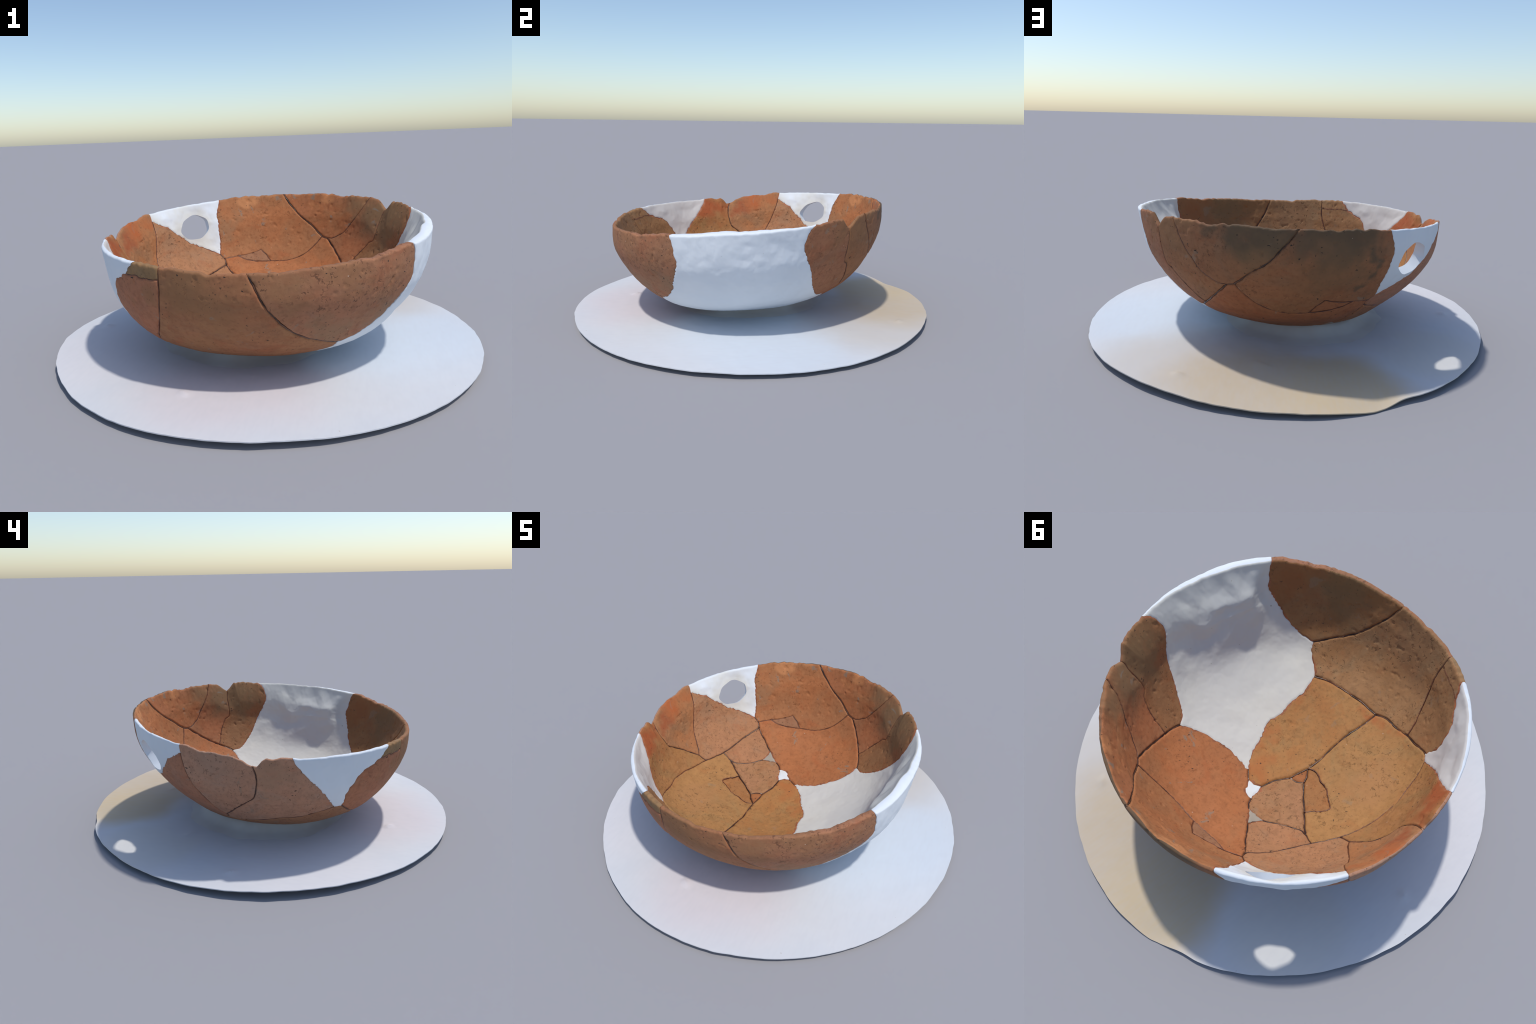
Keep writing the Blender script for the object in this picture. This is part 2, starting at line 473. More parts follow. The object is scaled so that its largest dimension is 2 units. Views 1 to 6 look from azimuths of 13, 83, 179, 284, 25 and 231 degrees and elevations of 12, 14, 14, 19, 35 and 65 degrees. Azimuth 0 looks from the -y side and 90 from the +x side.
def clay(name, base, alt, seed, pits=.5, lime=.3, streak=.3, scratch=0.0, blobs=(), rough=.78, cast=.55):
    m = Nodes(name)
    off = (seed * 1.37, seed * 2.11, seed * .73)
    vec = m.mapping(loc=off)
    big = m.noise(4.0, 5, .6, vec, .4)
    col = m.mix(m.ramp(big, .36, .64), base, alt)
    # drifting casts of the firing: greyer olive and redder patches
    col = m.mix(m.ramp(m.noise(5.5, 4, .6, m.mapping(loc=(off[1], off[0], off[2])), .8), .50, .68, 0, cast), col,
                (base[0] * .80, base[1] * .98, base[2] * 1.15))
    col = m.mix(m.ramp(m.noise(8, 4, .6, m.mapping(loc=(off[2], off[1], off[0]), scale=(1, 1, 2)), .6), .52, .70, 0, cast), col,
                (base[0] * .92, base[1] * .74, base[2] * .66))
    # wiped, slightly streaky surface
    st = m.noise(7, 5, .6, m.mapping(loc=off, scale=(1, 1, 5)))
    col = m.mix(m.ramp(st, .45, .72, 0, streak), col, mulc(base, .72))
    # fine mottling
    fine = m.noise(60, 7, .7, vec)
    mid = m.noise(21, 5, .65, vec, .3)
    col = m.mix(m.ramp(mid, .48, .70, 0, .45), col, mulc(base, .62))
    col = m.mix(m.ramp(mid, .46, .28, 0, .40), col, tuple(min(1, x * 1.16) for x in alt))
    col = m.mix(m.ramp(fine, .50, .68, 0, .55), col, mulc(base, .55))
    col = m.mix(m.ramp(fine, .46, .30, 0, .40), col, tuple(min(1, x * 1.25) for x in alt))
    warp = m.noise_vec(11, .30, 5)
    for pos, rad, c, k in blobs:
        f = m.math('MULTIPLY', m.blob(pos, rad, warp), k)
        col = m.mix(f, col, c)
    # greyish lime / soot patches
    lm = m.noise(13, 4, .55, m.mapping(loc=(off[1], off[2], off[0])), .6)
    col = m.mix(m.ramp(lm, .655, .70, 0, lime), col, (.25, .19, .135))
    # temper pits: small dark elongated holes
    wv = m.noise_vec(60, .02)
    crowd = m.ramp(m.noise(6.5, 3, .6, m.mapping(loc=(off[2], off[0], off[1]))), .34, .66, .42, 1.08)
    pv = m.mapping(loc=off, scale=(1, 1, 1.9), src=wv)
    d1, c1 = m.voronoi(34, pv)
    sep = m.t.nodes.new('ShaderNodeSeparateColor')
    m.t.links.new(c1, sep.inputs[0])
    size = m.ramp(sep.outputs[0], .52, 1.0, 0.0, .20, 'LINEAR')
    pit1 = m.ramp(m.math('SUBTRACT', m.math('MULTIPLY', size, crowd), d1), 0, .03)
    d2, c2 = m.voronoi(85, m.mapping(loc=off, scale=(1.2, 1, 1), src=wv))
    sep2 = m.t.nodes.new('ShaderNodeSeparateColor')
    m.t.links.new(c2, sep2.inputs[0])
    size2 = m.ramp(sep2.outputs[1], .5, 1.0, 0.0, .30, 'LINEAR')
    pit2 = m.ramp(m.math('SUBTRACT', m.math('MULTIPLY', size2, crowd), d2), 0, .05)
    pit = m.math('MAXIMUM', pit1, m.math('MULTIPLY', pit2, .75))
    col = m.mix(m.math('MULTIPLY', pit, min(1, pits * 1.4)), col, (.045, .028, .020))
    # pale grains
    d3, c3 = m.voronoi(26, m.mapping(loc=(off[2], off[0], off[1])))
    sep3 = m.t.nodes.new('ShaderNodeSeparateColor')
    m.t.links.new(c3, sep3.inputs[0])
    gr = m.ramp(m.math('SUBTRACT', m.ramp(sep3.outputs[2], .82, 1.0, 0.0, .10, 'LINEAR'), d3), 0, .03)
    col = m.mix(m.math('MULTIPLY', gr, .7), col, (.52, .36, .26))
    hgt = m.math('SUBTRACT', m.math('MULTIPLY', fine, .5), m.math('MULTIPLY', pit, .9))
    # chaff marks: short curved grooves
    cv = m.noise_vec(20, .05, 3)
    rid = m.math('ABSOLUTE', m.math('SUBTRACT', m.noise(38, 2, .5, m.mapping(loc=off, scale=(1, 1, .7), src=cv), .3), .5))
    gro = m.ramp(rid, .035, .012)
    msk = m.math('MULTIPLY', m.ramp(m.noise(46, 2, .5, m.mapping(loc=(off[2], off[1], off[0]))), .52, .60),
                 m.ramp(m.noise(5, 3, .5, vec), .58 - .22 * scratch, .70 - .22 * scratch))
    gro = m.math('MULTIPLY', gro, msk)
    col = m.mix(m.math('MULTIPLY', gro, .45 + .25 * scratch), col, mulc(base, .36))
    hgt = m.math('SUBTRACT', hgt, m.math('MULTIPLY', gro, .5 + .6 * scratch))
    m.set(m.bsdf.inputs['Base Color'], col)
    m.bsdf.inputs['Roughness'].default_value = rough
    m.bsdf.inputs['Specular IOR Level'].default_value = .32
    m.set(m.bsdf.inputs['Normal'], m.bump(hgt, .55, .004))
    return m.mat

def plaster(name, base, alt, seed, spots=.4, blobs=()):
    m = Nodes(name)
    vec = m.mapping(loc=(seed * 1.9, seed * .7, seed * 2.3))
    col = m.mix(m.ramp(m.noise(3.2, 4, .55, vec), .38, .64), base, alt)
    warp = m.noise_vec(6, .2)
    for pos, rad, c, k in blobs:
        col = m.mix(m.math('MULTIPLY', m.blob(pos, rad, warp), k), col, c)
    d, c = m.voronoi(30, vec)
    sep = m.t.nodes.new('ShaderNodeSeparateColor')
    m.t.links.new(c, sep.inputs[0])
    sp = m.ramp(m.math('SUBTRACT', m.ramp(sep.outputs[0], .86, 1, 0, .14, 'LINEAR'), d), 0, .04)
    col = m.mix(m.math('MULTIPLY', sp, spots), col, (.30, .27, .18))
    fine = m.noise(38, 5, .6, vec)
    m.set(m.bsdf.inputs['Base Color'], col)
    m.bsdf.inputs['Roughness'].default_value = .72
    m.bsdf.inputs['Specular IOR Level'].default_value = .3
    m.set(m.bsdf.inputs['Normal'], m.bump(fine, .12, .004))
    return m.mat

def fracture(name, base, seed):
    m = Nodes(name)
    n = m.noise(26, 5, .6, m.mapping(loc=(seed, seed * 2, 0)))
    col = m.mix(m.ramp(n, .35, .65), base, mulc(base, .6))
    m.set(m.bsdf.inputs['Base Color'], col)
    m.bsdf.inputs['Roughness'].default_value = .7
    m.set(m.bsdf.inputs['Normal'], m.bump(n, .5, .004))
    return m.mat

def glue(name, a=(.030, .012, .008), b=(.105, .042, .022), pale=.8):
    m = Nodes(name)
    n = m.noise(16, 4, .6)
    col = m.mix(m.ramp(n, .38, .62), a, b)
    w = m.noise(42, 3, .5)
    col = m.mix(m.ramp(w, .68, .74, 0, pale), col, (.45, .38, .34))
    m.set(m.bsdf.inputs['Base Color'], col)
    m.bsdf.inputs['Roughness'].default_value = .32
    m.set(m.bsdf.inputs['Normal'], m.bump(w, .5, .004))
    return m.mat

# ------------------------------------------------------------------ piece looks
ORANGE, ORANGE2 = (.46, .184, .069), (.41, .193, .082)
OCHRE, OCHRE2 = (.445, .248, .092), (.40, .205, .072)
TAN, TAN2 = (.405, .24, .112), (.355, .20, .088)
ROSE, ROSE2 = (.45, .235, .118), (.41, .215, .10)
BROWN, BROWN2 = (.37, .175, .088), (.33, .17, .085)
OLIVE = (.285, .165, .080)
DARK = (.10, .085, .055)
RED = (.42, .115, .038)

LOOK = {   # piece: inside base/alt, outside base/alt
    'S1': (TAN2, (.30, .155, .06), (.385, .195, .112), (.345, .19, .105)),
    'S2': (TAN, (.35, .19, .078), BROWN, (.35, .19, .092)),
    'S3': (TAN2, (.34, .19, .085), (.43, .20, .11), (.395, .19, .105)),
    'RC': (TAN, TAN2, (.33, .215, .105), (.29, .19, .09)),
    'S4': (OCHRE2, (.40, .21, .085), (.47, .285, .19), (.45, .255, .165)),  # sherds on this side: pale outside, lightened to put bounced light into colour
    'S5': (ROSE2, (.42, .19, .075), (.47, .295, .205), (.45, .27, .18)),
    'S6': (ROSE, ROSE2, (.44, .23, .145), (.41, .215, .13)),
    'S7': (ORANGE, ORANGE2, (.34, .165, .080), (.30, .155, .075)),
    'S8': (ORANGE, (.44, .185, .075), (.37, .16, .075), (.34, .15, .07)),
    'CH': ((.40, .185, .09), (.34, .185, .10), (.37, .16, .075), (.34, .15, .07)),
    'S9': (ORANGE, (.43, .175, .075), (.32, .165, .083), (.30, .155, .078)),
    'S10': ((.43, .17, .07), (.36, .175, .08), (.34, .175, .085), (.32, .165, .08)),
    'S11': ((.37, .165, .065), (.33, .175, .078), (.36, .175, .095), (.33, .17, .09)),
    'S12': (OCHRE, (.44, .215, .072), BROWN, BROWN2),
    'S13': ((.40, .225, .105), (.42, .225, .115), BROWN, BROWN2),
    'S14': (ROSE, (.40, .21, .10), BROWN, BROWN2),
    'S15': (OCHRE, (.42, .235, .09), (.38, .20, .112), (.355, .195, .105)),
    'FL': ((.40, .185, .065), (.36, .19, .075), BROWN, BROWN2),
    'S16': ((.43, .17, .06), (.38, .16, .06), BROWN, BROWN2),
}
BLOBS_OUT = {
    'S15': [(place(352, .97), .16, OLIVE, .6), (place(330, .8), .10, OLIVE, .4)],
    'S2': [(place(352, .95), .12, OLIVE, .6), (place(0, .82), .10, OLIVE, .3), (place(346, .93), .10, OLIVE, .4)],
    'S1': [(place(14, .95), .11, OLIVE, .6), (place(33, .97), .09, OLIVE, .5), (place(30, .70), .07, (.27, .20, .12), .6),
           (place(50, .74), .07, (.28, .20, .125), .6)],
    'S3': [(place(334, .92), .05, OLIVE, .6)],
    'S7': [(place(188, .99), .12, DARK, .85), (place(200, .99), .11, DARK, .85), (place(194, .86), .13, (.20, .13, .07), .7),
           (place(207, .86), .035, DARK, .8), (place(206, .78), .03, DARK, .7)],
    'S9': [(place(177, .99), .10, DARK, .85), (place(166, .99), .09, DARK, .8), (place(154, 1.0), .05, DARK, .7),
           (place(172, .88), .10, (.20, .14, .075), .6), (place(144, 1), .05, OLIVE, .8)],
    'S10': [(place(133, .96), .10, OLIVE, .8)],
    'S11': [(place(122, .97), .09, OLIVE, .7)],
    'S4': [(place(283, .9), .08, (.38, .25, .165), .6)],
    'S5': [(place(262, .97), .10, (.39, .265, .19), .7)],
}
BLOBS_IN = {
    'S1': [(place(30, .95, True), .13, (.21, .14, .065), .7), (place(50, .93, True), .12, (.30, .125, .045), .8)],
    'S2': [(place(352, .90, True), .12, (.30, .18, .09), .6)],
    'S10': [(place(131, .93, True), .11, (.27, .17, .085), .9)],
    'S11': [(place(120, .92, True), .13, (.255, .165, .08), .85), (place(112, .85, True), .05, RED, .3)],
    'S9': [(place(141, .96, True), .07, (.29, .18, .09), .8), (place(174, 1.0, True), .04, (.64, .28, .11), .6), (place(163, 1.0, True), .045, (.66, .30, .12), .7)],
    'S7': [(place(211, .85, True), .06, (.36, .20, .10), .8), (place(197, 1.0, True), .045, (.66, .31, .13), .7), (place(188, 1.0, True), .04, (.66, .31, .13), .6)],
    'S12': [(place(90, .17, True), .06, (.46, .165, .05), .7), (place(170, .12, True), .08, (.46, .165, .05), .6),
            (place(35, .36, True), .05, (.45, .17, .05), .6), (place(343, .47, True), .05, (.47, .16, .05), .7)],
    'S15': [(place(343, .5, True), .05, (.47, .16, .05), .7), (place(331, .55, True), .03, (.45, .16, .05), .5),
            (place(300, .45, True), .12, (.44, .24, .10), .6)],
    'S4': [(place(286, .95, True), .09, (.40, .10, .03), .85)],
    'S5': [(place(262, .97, True), .08, (.47, .135, .04), .85), (place(252, .98, True), .06, (.44, .15, .05), .7),
           (place(272, .93, True), .05, (.36, .09, .03), .7)],
}
FILL_WHITE, FILL_ALT = (.72, .755, .79), (.68, .72, .76)
CREAM, CREAM2 = (.64, .62, .555), (.60, .585, .54)
MAT_GLUE = glue('glue_brown')
MAT_GLUE_THIN = glue('glue_red_brown', (.075, .024, .013), (.15, .05, .024), .25)
MAT_FRACTURE = {'r': fracture('broken_clay_red', (.36, .115, .042), 3), 'b': fracture('broken_clay_brown', (.25, .095, .042), 5)}

# ------------------------------------------------------------------ mesh builder
GRID = 0.0068
RINGS = (0.0018, 0.0042, 0.0075, 0.0118)

def build_piece(key, objname, mats, offset, hole=None):
    arcs = [a for a in ARCS if key in a['pieces']]
    loop, tag = chain(arcs)
    nxt = np.roll(loop, -1, 0)
    area = .5 * np.sum(loop[:, 0] * nxt[:, 1] - loop[:, 1] * nxt[:, 0])
    loops, kinds = [loop], [np.array([arcs[i]['kind'] for i in tag])]
    if hole is not None:
        loops.append(hole)
    # inner points: rings just inside the border, then a jittered triangular grid
    A, B = np.vstack(loops), np.vstack([np.roll(L, -1, 0) for L in loops])
    cand = []
    mid, tv = (loop + nxt) / 2, nxt - loop
    nv = np.stack([-tv[:, 1], tv[:, 0]], 1) / np.linalg.norm(tv, axis=1, keepdims=True) * np.sign(area)
    for k, d in enumerate(RINGS):
        c = (mid if k % 2 == 0 else loop) + nv * d
        ok = inside(c, loops) & (seg_dist(c, A, B) > d * .86)
        cand.append(c[ok])
    lo, hi = loop.min(0), loop.max(0)
    gy = np.arange(lo[1], hi[1], GRID * .866)
    gx = np.arange(lo[0], hi[0], GRID)
    G = np.stack(np.meshgrid(gx, gy), -1)
    G[1::2, :, 0] += GRID / 2
    G = G.reshape(-1, 2)
    G = G + rng.uniform(-1, 1, G.shape) * GRID * .12
    G = G[inside(G, loops)]
    if len(G):
        G = G[seg_dist(G, A, B) > RINGS[-1] + GRID * .55]
    cand.append(G)
    inner = np.vstack(cand)
    pts = np.vstack(loops + [inner])
    edges, base = [], 0
    for L in loops:
        edges += [(base + i, base + (i + 1) % len(L)) for i in range(len(L))]
        base += len(L)
    vo, eo, fo, *_ = delaunay_2d_cdt([Vector(p) for p in pts], edges, [], 0, 1e-9)
    V = np.array([tuple(v) for v in vo])
    F = np.array([f for f in fo if len(f) == 3])
    F = F[inside(V[F].mean(1), loops)]
    tri = V[F]
    ar = (tri[:, 1, 0] - tri[:, 0, 0]) * (tri[:, 2, 1] - tri[:, 0, 1]) - (tri[:, 1, 1] - tri[:, 0, 1]) * (tri[:, 2, 0] - tri[:, 0, 0])
    F[ar < 0] = F[ar < 0][:, ::-1]
    used = np.unique(F)
    remap = -np.ones(len(V), int)
    remap[used] = np.arange(len(used))
    V, F = V[used], remap[F]
    # border distances
    n = len(V)
    g_out, g_in, d_any = np.zeros(n), np.zeros(n), np.full(n, 9.0)
    d_fill, d_rim = np.full(n, 9.0), np.full(n, 9.0)
    for i, a in enumerate(arcs):
        L = a['line']
        d = seg_dist(V, L[:-1], L[1:])
        if a['kind'] == 'rim':
            continue
        d_any = np.minimum(d_any, d)
        if a['kind'] == 'fill':
            d_fill = np.minimum(d_fill, d)
        do, wo, di, wi = a['prm']
        if key[0] == 'W':
            do, di = do * .6, di * .6
        wob = 1 + .5 * vnoise(np.c_[V * 35, np.full(n, i)], 9)
        g_out = np.maximum(g_out, do * wob * (1 - smooth(0, wo, d)))
        g_in = np.maximum(g_in, di * wob * (1 - smooth(0, wi, d)))
    P, N, az, q = map_surface(V)
    th = wall_thickness(az, q)
    near = q > .78
    d_rim[near] = seg_dist(V[near], RIM_A, RIM_B)
    # rim: rounded outer edge, inner face bevelled down to a narrow lip
    round_o = .005 * (1 - np.sqrt(np.clip(1 - np.clip(1 - d_rim / .007, 0, 1) ** 2, 0, 1)))
    taper = rim_taper(V, th, d_rim)
    round_i = .005 * (1 - np.sqrt(np.clip(1 - np.clip(1 - d_rim / .008, 0, 1) ** 2, 0, 1)))
    # relief
    if key[0] == 'W':
        ro = .0012 * fbm(P, 9, 3, 11) + .0010 * fbm(P, 40, 2, 12)
        ri = .0012 * fbm(P, 9, 3, 13) + .0010 * fbm(P, 40, 2, 14)
        edge = smooth(0, .06, np.minimum(d_any, d_rim))
        wide_edge = smooth(0, .14, d_any)
        top = smooth(.55, .75, q)
        fz = .65 * facet_noise(V, .10, 21) + .35 * facet_noise(V[:, ::-1] + .013, .06, 22)
        fz2 = .6 * facet_noise(V + .4, .085, 23) + .4 * facet_noise(V[:, ::-1] + .2, .04, 24)
        ri = ri + edge * (.008 * top + .004) * fz
        ro = ro + edge * (.0045 * top + .001) * fz2
        if key == 'W1':                                  # the fill is laid on thick here
            ri = ri + .062 * wide_edge * np.exp(-((az - 77) / 20) ** 2) * np.clip((q - .36) / .42, 0, 1) ** 1.2 * (1 - smooth(.86, 1.0, q))
    else:
        ro = .0028 * fbm(P, 7, 3, 15) + .0010 * fbm(P, 45, 3, 16)
        ri = .0028 * fbm(P, 7, 3, 17) + .0010 * fbm(P, 45, 3, 18)
        if key == 'S1':
            rough = smooth(28, 45, az) * smooth(.58, .70, q)
            ro = ro + .0035 * rough * np.abs(fbm(P * [1, 1, .6], 34, 3, 19))
        if key == 'FL':
            ri = ri - .004
        ri = ri - .012 * np.clip(fbm(P, 42, 2, 27) - .42, 0, 1)
        ro = ro + .012 * np.clip(fbm(P, 42, 2, 28) - .42, 0, 1)
    wall_o = P + N * (g_out + round_o + ro + offset)[:, None]
    wall_i = P + N * (th - g_in - taper - round_i + ri + offset)[:, None]
    verts = np.vstack([wall_o, wall_i])
    # chart orientation: counter-clockwise chart triangles face inward (N)
    faces = [tuple(f[::-1]) for f in F] + [tuple(f + n) for f in F]
    midx = []
    fd_any, fd_rim, fd_fill = d_any[F].max(1), d_rim[F].min(1), d_fill[F].max(1)
    fc = V[F].mean(1)
    wobble = vnoise(np.c_[fc * 60, fc[:, :1] * 0], 3)
    if key[0] == 'W':
        so, si = np.zeros(len(F), int), np.ones(len(F), int)
    else:
        so = np.where((fd_any < .0035), 3, 0)
        si = np.where(fd_any < .0045 + .003 * wobble, 3, 1)
        si = np.where(fd_fill < .0085 + .007 * wobble, 2, si)
    e_count = {}
    for f in F:
        for k in range(3):
            e = (f[k], f[(k + 1) % 3])
            e_count[e] = 1
    wall, wslot = [], []
    for (a, b) in e_count:
        if (b, a) not in e_count:
            wall.append((a, b, b + n, a + n))
            onrim = d_rim[a] < 1e-6 and d_rim[b] < 1e-6
            wslot.append((0 if key[0] == 'W' else (0 if onrim else 2)))
    faces += wall
    slots = np.concatenate([so, si, np.array(wslot, int)])
    me = bpy.data.meshes.new(objname)
    me.from_pydata([tuple(v) for v in verts], [], [tuple(int(i) for i in f) for f in faces])
    for m in mats:
        me.materials.append(m)
    me.polygons.foreach_set('material_index', slots.astype(np.int32))
    me.polygons.foreach_set('use_smooth', np.ones(len(faces), bool))
    me.update()
    me.set_sharp_from_angle(angle=math.radians(62))
    ob = bpy.data.objects.new(objname, me)
    bpy.context.scene.collection.objects.link(ob)
    return ob

def link(name, data=None, parent=None):
    ob = bpy.data.objects.new(name, data)
    bpy.context.scene.collection.objects.link(ob)
    if parent:
        ob.parent = parent
    return ob

# ------------------------------------------------------------------ bowl
bowl = link('pottery_bowl')
bowl['label'] = 'restored terracotta bowl of glued sherds with white plaster fills'
bowl['category'] = 'pottery bowl'

SHERDS = ['S15', 'S8', 'S7', 'S2', 'S1', 'S12', 'S4', 'S5', 'S6', 'S9', 'S10', 'S11', 'S3', 'S14', 'S13', 'FL', 'CH', 'RC', 'S16']
ROUGH_IN = {'S2': .8, 'S6': .55, 'S14': .65, 'S13': .6, 'S15': .5, 'S3': .6, 'S12': .3, 'S4': .4, 'S5': .35, 'FL': .5}
for n, key in enumerate(SHERDS):
    ib, ia, ob_, oa = LOOK[key]
    blob_o = [(p, r, tone(c, TONE_OUT), k) for p, r, c, k in BLOBS_OUT.get(key, ())]
    blob_i = [(p, r, tone(c, TONE_IN), k) for p, r, c, k in BLOBS_IN.get(key, ())]
    mats = [clay('clay_outside', tone(ob_, TONE_OUT), tone(oa, TONE_OUT), n + 1, .75, .45, .35, (.85 if key == 'S1' else .25), blob_o),
            clay('clay_inside', tone(ib, TONE_IN), tone(ia, TONE_IN), n + 31, .6, .7 if key in ('S7', 'S8', 'S9', 'S10', 'CH') else .25, .2,
                 ROUGH_IN.get(key, .1), blob_i),
            MAT_FRACTURE['r'], MAT_FRACTURE['b']]
    name = {'RC': 'rim_chip', 'FL': 'surface_flake'}.get(key, 'sherd')
    build_piece(key, name, mats, float(rng.uniform(-.0012, .0012)) if key not in ('RC', 'FL') else 0.0).parent = bowl

for n, key in enumerate(['W1', 'W3', 'W2', 'W4', 'W5']):
    if key == 'W5':
        mats = [plaster('plaster_grey', (.36, .31, .25), (.32, .28, .22), 9)] * 2
    else:
        mats = [plaster('plaster_outside', FILL_WHITE, FILL_ALT, n, .15),
                plaster('plaster_inside', *((CREAM, CREAM2) if key == 'W1' else (FILL_WHITE, CREAM) if key == 'W3' else ((.60, .56, .52), (.57, .53, .49)) if key == 'W2' else (FILL_WHITE, CREAM)), n + 3, .7)]
    build_piece(key, 'plaster_fill', mats, .001 if key in ('W4', 'W5') else 0.0, hole_outline() if key == 'W3' else None).parent = bowl

# glue beads lying in the break lines, inside and outside
def tube(points, normals, radii, sides=7):
    k = len(points)
    t = np.gradient(points, axis=0)
    t /= np.linalg.norm(t, axis=1, keepdims=True)
    b = np.cross(t, normals)
    b /= np.linalg.norm(b, axis=1, keepdims=True)
    nn = np.cross(b, t)
    a = np.arange(sides) / sides * 2 * math.pi
    v = points[:, None] + radii[:, None, None] * (np.cos(a)[None, :, None] * b[:, None] + .8 * np.sin(a)[None, :, None] * nn[:, None])
    f = [(i * sides + j, i * sides + (j + 1) % sides, (i + 1) * sides + (j + 1) % sides, (i + 1) * sides + j)
         for i in range(k - 1) for j in range(sides)]
    f += [tuple(range(sides))[::-1], tuple((k - 1) * sides + j for j in range(sides))]
    return v.reshape(-1, 3), f

LUMPS = [(('S7', 'S9'), (171.5, .855), 1.3), (('S7', 'S9'), (163, .77), .8), (('S4', 'S15'), (280, .592), 2.2), (('S7', 'S8'), (172, .61), .9)]
for arc in ARCS:
    if arc['kind'] in ('rim', 'fill'):
        continue
    L = arc['line']
    P, N, az, q = map_surface(L)
    th = wall_thickness(az, q)
    d_rim = seg_dist(L, RIM_A, RIM_B)
    th = th - rim_taper(L, th, d_rim)
    do, wo, di, wi = arc['prm']
    s = np.arange(len(L)) * STEP
    verts, faces = [], []
    fade_rim = np.clip(d_rim / .02, 0, 1)
    for side in (0, 1):
        depth, width = (do, wo) if side == 0 else (di, wi)
        if depth <= 0:
            continue
        var = .5 + .5 * fbm(np.c_[s, s * 0 + arc['seed'], s * 0 + side], 22, 3, 51)
        r = width * ((.16 if arc['kind'] == 'hair' else .22) + (.24 if arc['kind'] == 'hair' else .30) * var)
        sink = depth * ((.75 if arc['kind'] == 'hair' else .95) - .35 * var)
        pos = sink if side == 0 else th - sink
        pos = pos + (1 - fade_rim) * (.004 if side == 0 else -.004)
        r = r * (.35 + .65 * fade_rim)
        for pair, at, size in LUMPS:
            if side == 0 and pair == arc['pieces']:
                r = r * (1 + size * np.exp(-(np.linalg.norm(L - chart(*at), axis=1) / .022) ** 2))
        v, f = tube(P + N * pos[:, None], N, r)
        base = sum(len(x) for x in verts)
        faces += [tuple(i + base for i in ff) for ff in f]
        verts.append(v)
    me = bpy.data.meshes.new('glue_seam')
    me.from_pydata([tuple(v) for v in np.vstack(verts)], [], faces)
    me.materials.append(MAT_GLUE if arc['kind'] in ('wide', 'mid') else MAT_GLUE_THIN)
    me.polygons.foreach_set('use_smooth', np.ones(len(faces), bool))
    link('glue_seam', me, bowl)

# ------------------------------------------------------------------ display board
DISC_R = [0.9890, -0.0005, 0.003, 0.010, 0.0014, -0.0026, 0.0017, 0.0035, 0.0021, 0.0001, -0.0026, 0.0003, -0.0005]
DISC_Z = [0.0276, 0.0016, -0.001, -0.0017, -0.003, 0.0, 0.0031, 0.0001, -0.0001, 0.0032, 0.0004]
BUMPS = [(-.196, -.700, .030, .011), (-.842, -.02, .028, .012), (.438, .730, .030, .010), (.1, .62, .05, .004), (-.5, .3, .05, .004)]

def board_top(x, y):
    a = np.arctan2(x, -y)
    rho = np.hypot(x, y) / (harmonics(a, 6) @ np.array(DISC_R))
    P = np.stack([x, y, x * 0], 1)
    edge = smooth(.45, 1.0, rho)
    z = .030 * (1 - edge) + (harmonics(a, 5) @ np.array(DISC_Z)) * edge + .0022 * fbm(P, 4, 3, 61) + .0008 * fbm(P, 22, 2, 62)
    for bx, by, r, h in BUMPS:
        z = z + h * np.exp(-((x - bx) ** 2 + (y - by) ** 2) / (2 * (r * .6) ** 2)) * np.where((x - bx) * .6 + (y - by) * .8 > 0, 1, .3)
    # one corner of the board is bent down to the ground
    az = np.degrees(a) % 360
    bend = np.where(az < 199.5, np.exp(-((az - 199.5) / 9.0) ** 2), np.exp(-((az - 199.5) / 4.5) ** 2))
    z = z - (z - .0045) * bend * smooth(.86, 1.0, rho)
    return z

NA, NR = 420, 90
ang = np.arange(NA) / NA * 2 * math.pi
rim_r = harmonics(ang, 6) @ np.array(DISC_R)
circ = np.stack([np.cos(ang), np.sin(ang), ang * 0], 1)
azd = np.degrees(ang)
rim_r = rim_r + .0035 * fbm(circ, 14, 3, 63) - .016 * np.exp(-((azd - 206) / 5.0) ** 2)
verts, faces = [], []
rad = np.linspace(0, 1, NR + 1)[1:]
top = [np.stack([rim_r * s * np.sin(ang), -rim_r * s * np.cos(ang)], 1) for s in rad]
flat = np.vstack([[[0, 0]]] + top)
zt = board_top(flat[:, 0] + 1e-9, flat[:, 1] - 1e-9)
BOARD = .0042
verts = np.vstack([np.c_[flat, zt], np.c_[flat, zt - BOARD]])
nb = len(flat)
for j in range(NA):
    k = (j + 1) % NA
    faces.append((0, 1 + j, 1 + k))
    for i in range(NR - 1):
        a0, a1 = 1 + i * NA, 1 + (i + 1) * NA
        faces.append((a0 + j, a1 + j, a1 + k, a0 + k))
nt = len(faces)
faces += [tuple(x + nb for x in f[::-1]) for f in faces]
last = 1 + (NR - 1) * NA
faces += [(last + j, last + j + nb, last + (j + 1) % NA + nb, last + (j + 1) % NA) for j in range(NA)]
low = verts[:, 2].min()
verts[:, 2] -= low                                    # touch the ground
me = bpy.data.meshes.new('display_board')
me.from_pydata([tuple(v) for v in verts], [], faces)

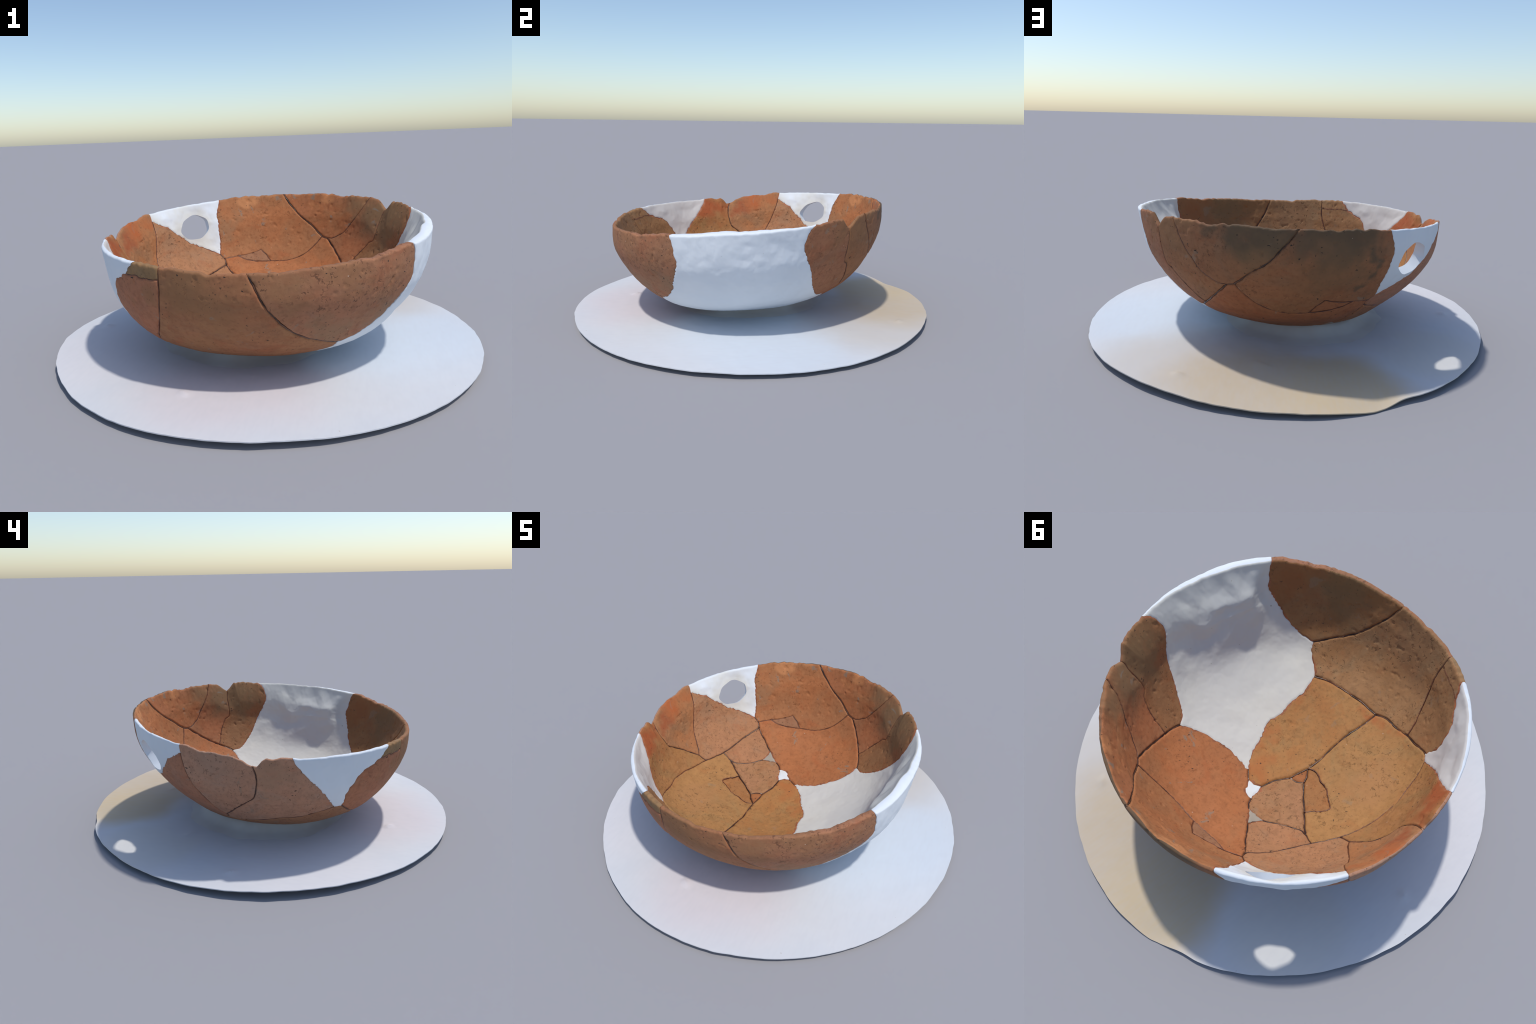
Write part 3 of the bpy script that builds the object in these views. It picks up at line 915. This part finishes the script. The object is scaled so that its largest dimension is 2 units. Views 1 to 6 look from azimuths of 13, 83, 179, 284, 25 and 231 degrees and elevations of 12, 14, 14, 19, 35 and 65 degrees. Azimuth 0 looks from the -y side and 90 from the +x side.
def board_material():
    m = Nodes('board_white')
    warp = m.noise_vec(2.2, .35, 3)
    col = m.mix(m.ramp(m.noise(2.4, 4, .55), .35, .65), (.63, .635, .65), (.61, .625, .65))
    for pos, rad_, c, k in [((.62, .05, .03), .42, (.575, .63, .69), .8), ((-.05, -.62, .03), .34, (.645, .59, .605), .8),  # tints put the original's baked, coloured bounce light into the board colour
                            ((-.70, -.35, .03), .35, (.66, .635, .65), .6), ((.45, .65, .03), .36, (.55, .515, .475), .85),
                            ((.08, .82, .03), .38, (.53, .435, .315), .95), ((-.22, .80, .03), .26, (.56, .45, .30), .95),
                            ((-.66, .46, .03), .22, (.64, .62, .57), .6)]:
        col = m.mix(m.math('MULTIPLY', m.blob(pos, rad_, warp, .45), k), col, c)
    d, c = m.voronoi(22, m.noise_vec(30, .03))
    sep = m.t.nodes.new('ShaderNodeSeparateColor')
    m.t.links.new(c, sep.inputs[0])
    sp = m.ramp(m.math('SUBTRACT', m.ramp(sep.outputs[0], .86, 1, 0, .12, 'LINEAR'), d), 0, .04)
    col = m.mix(m.math('MULTIPLY', sp, .5), col, (.33, .28, .22))
    fib = m.noise(60, 4, .6, m.mapping(scale=(1, .25, 1), rot=(0, 0, .5)))
    col = m.mix(m.ramp(fib, .35, .7, 0, .12), col, (.52, .52, .55))
    m.set(m.bsdf.inputs['Base Color'], col)
    m.bsdf.inputs['Roughness'].default_value = .75
    m.bsdf.inputs['Specular IOR Level'].default_value = .25
    m.set(m.bsdf.inputs['Normal'], m.bump(m.noise(30, 4, .6), .15, .004))
    return m.mat

me.materials.append(board_material())
me.polygons.foreach_set('use_smooth', np.ones(len(faces), bool))
me.update()
me.set_sharp_from_angle(angle=math.radians(50))
board = link('display_board', me)
board['label'] = 'thin round white display board with soft mount'
board['category'] = 'display board'

# low mount on which the bowl rests, flowing out onto the board
NA2 = 180
a = np.arange(NA2) / NA2 * 2 * math.pi
circ = np.stack([np.cos(a), np.sin(a), a * 0], 1)
prof = [(1.42, -.004), (1.30, .003), (1.21, .009), (1.14, .018), (1.09, .030), (1.04, .044), (1.0, .055), (.95, .058), (.86, .046), (.75, .0)]
vs = []
for k, (s, h) in enumerate(prof):
    lump = 1 + .06 * fbm(circ, 2.2, 3, 71) + .02 * fbm(circ, 9, 2, 72)
    x, y = -.085 + .300 * s * lump * np.cos(a), -.01 + .325 * s * lump * np.sin(a)
    hv = h * (1 + .22 * fbm(circ + k * .02, 2.5, 3, 73))
    vs.append(np.c_[x, y, .030 - low + hv])
vs = np.vstack(vs)
fs = [(k * NA2 + j, k * NA2 + (j + 1) % NA2, (k + 1) * NA2 + (j + 1) % NA2, (k + 1) * NA2 + j)
      for k in range(len(prof) - 1) for j in range(NA2)]
me = bpy.data.meshes.new('support_ring')
me.from_pydata([tuple(v) for v in vs], [], fs)
me.materials.append(plaster('mount_white', (.56, .55, .54), (.50, .47, .45), 13, .3))
me.polygons.foreach_set('use_smooth', np.ones(len(fs), bool))
link('support_ring', me, board)
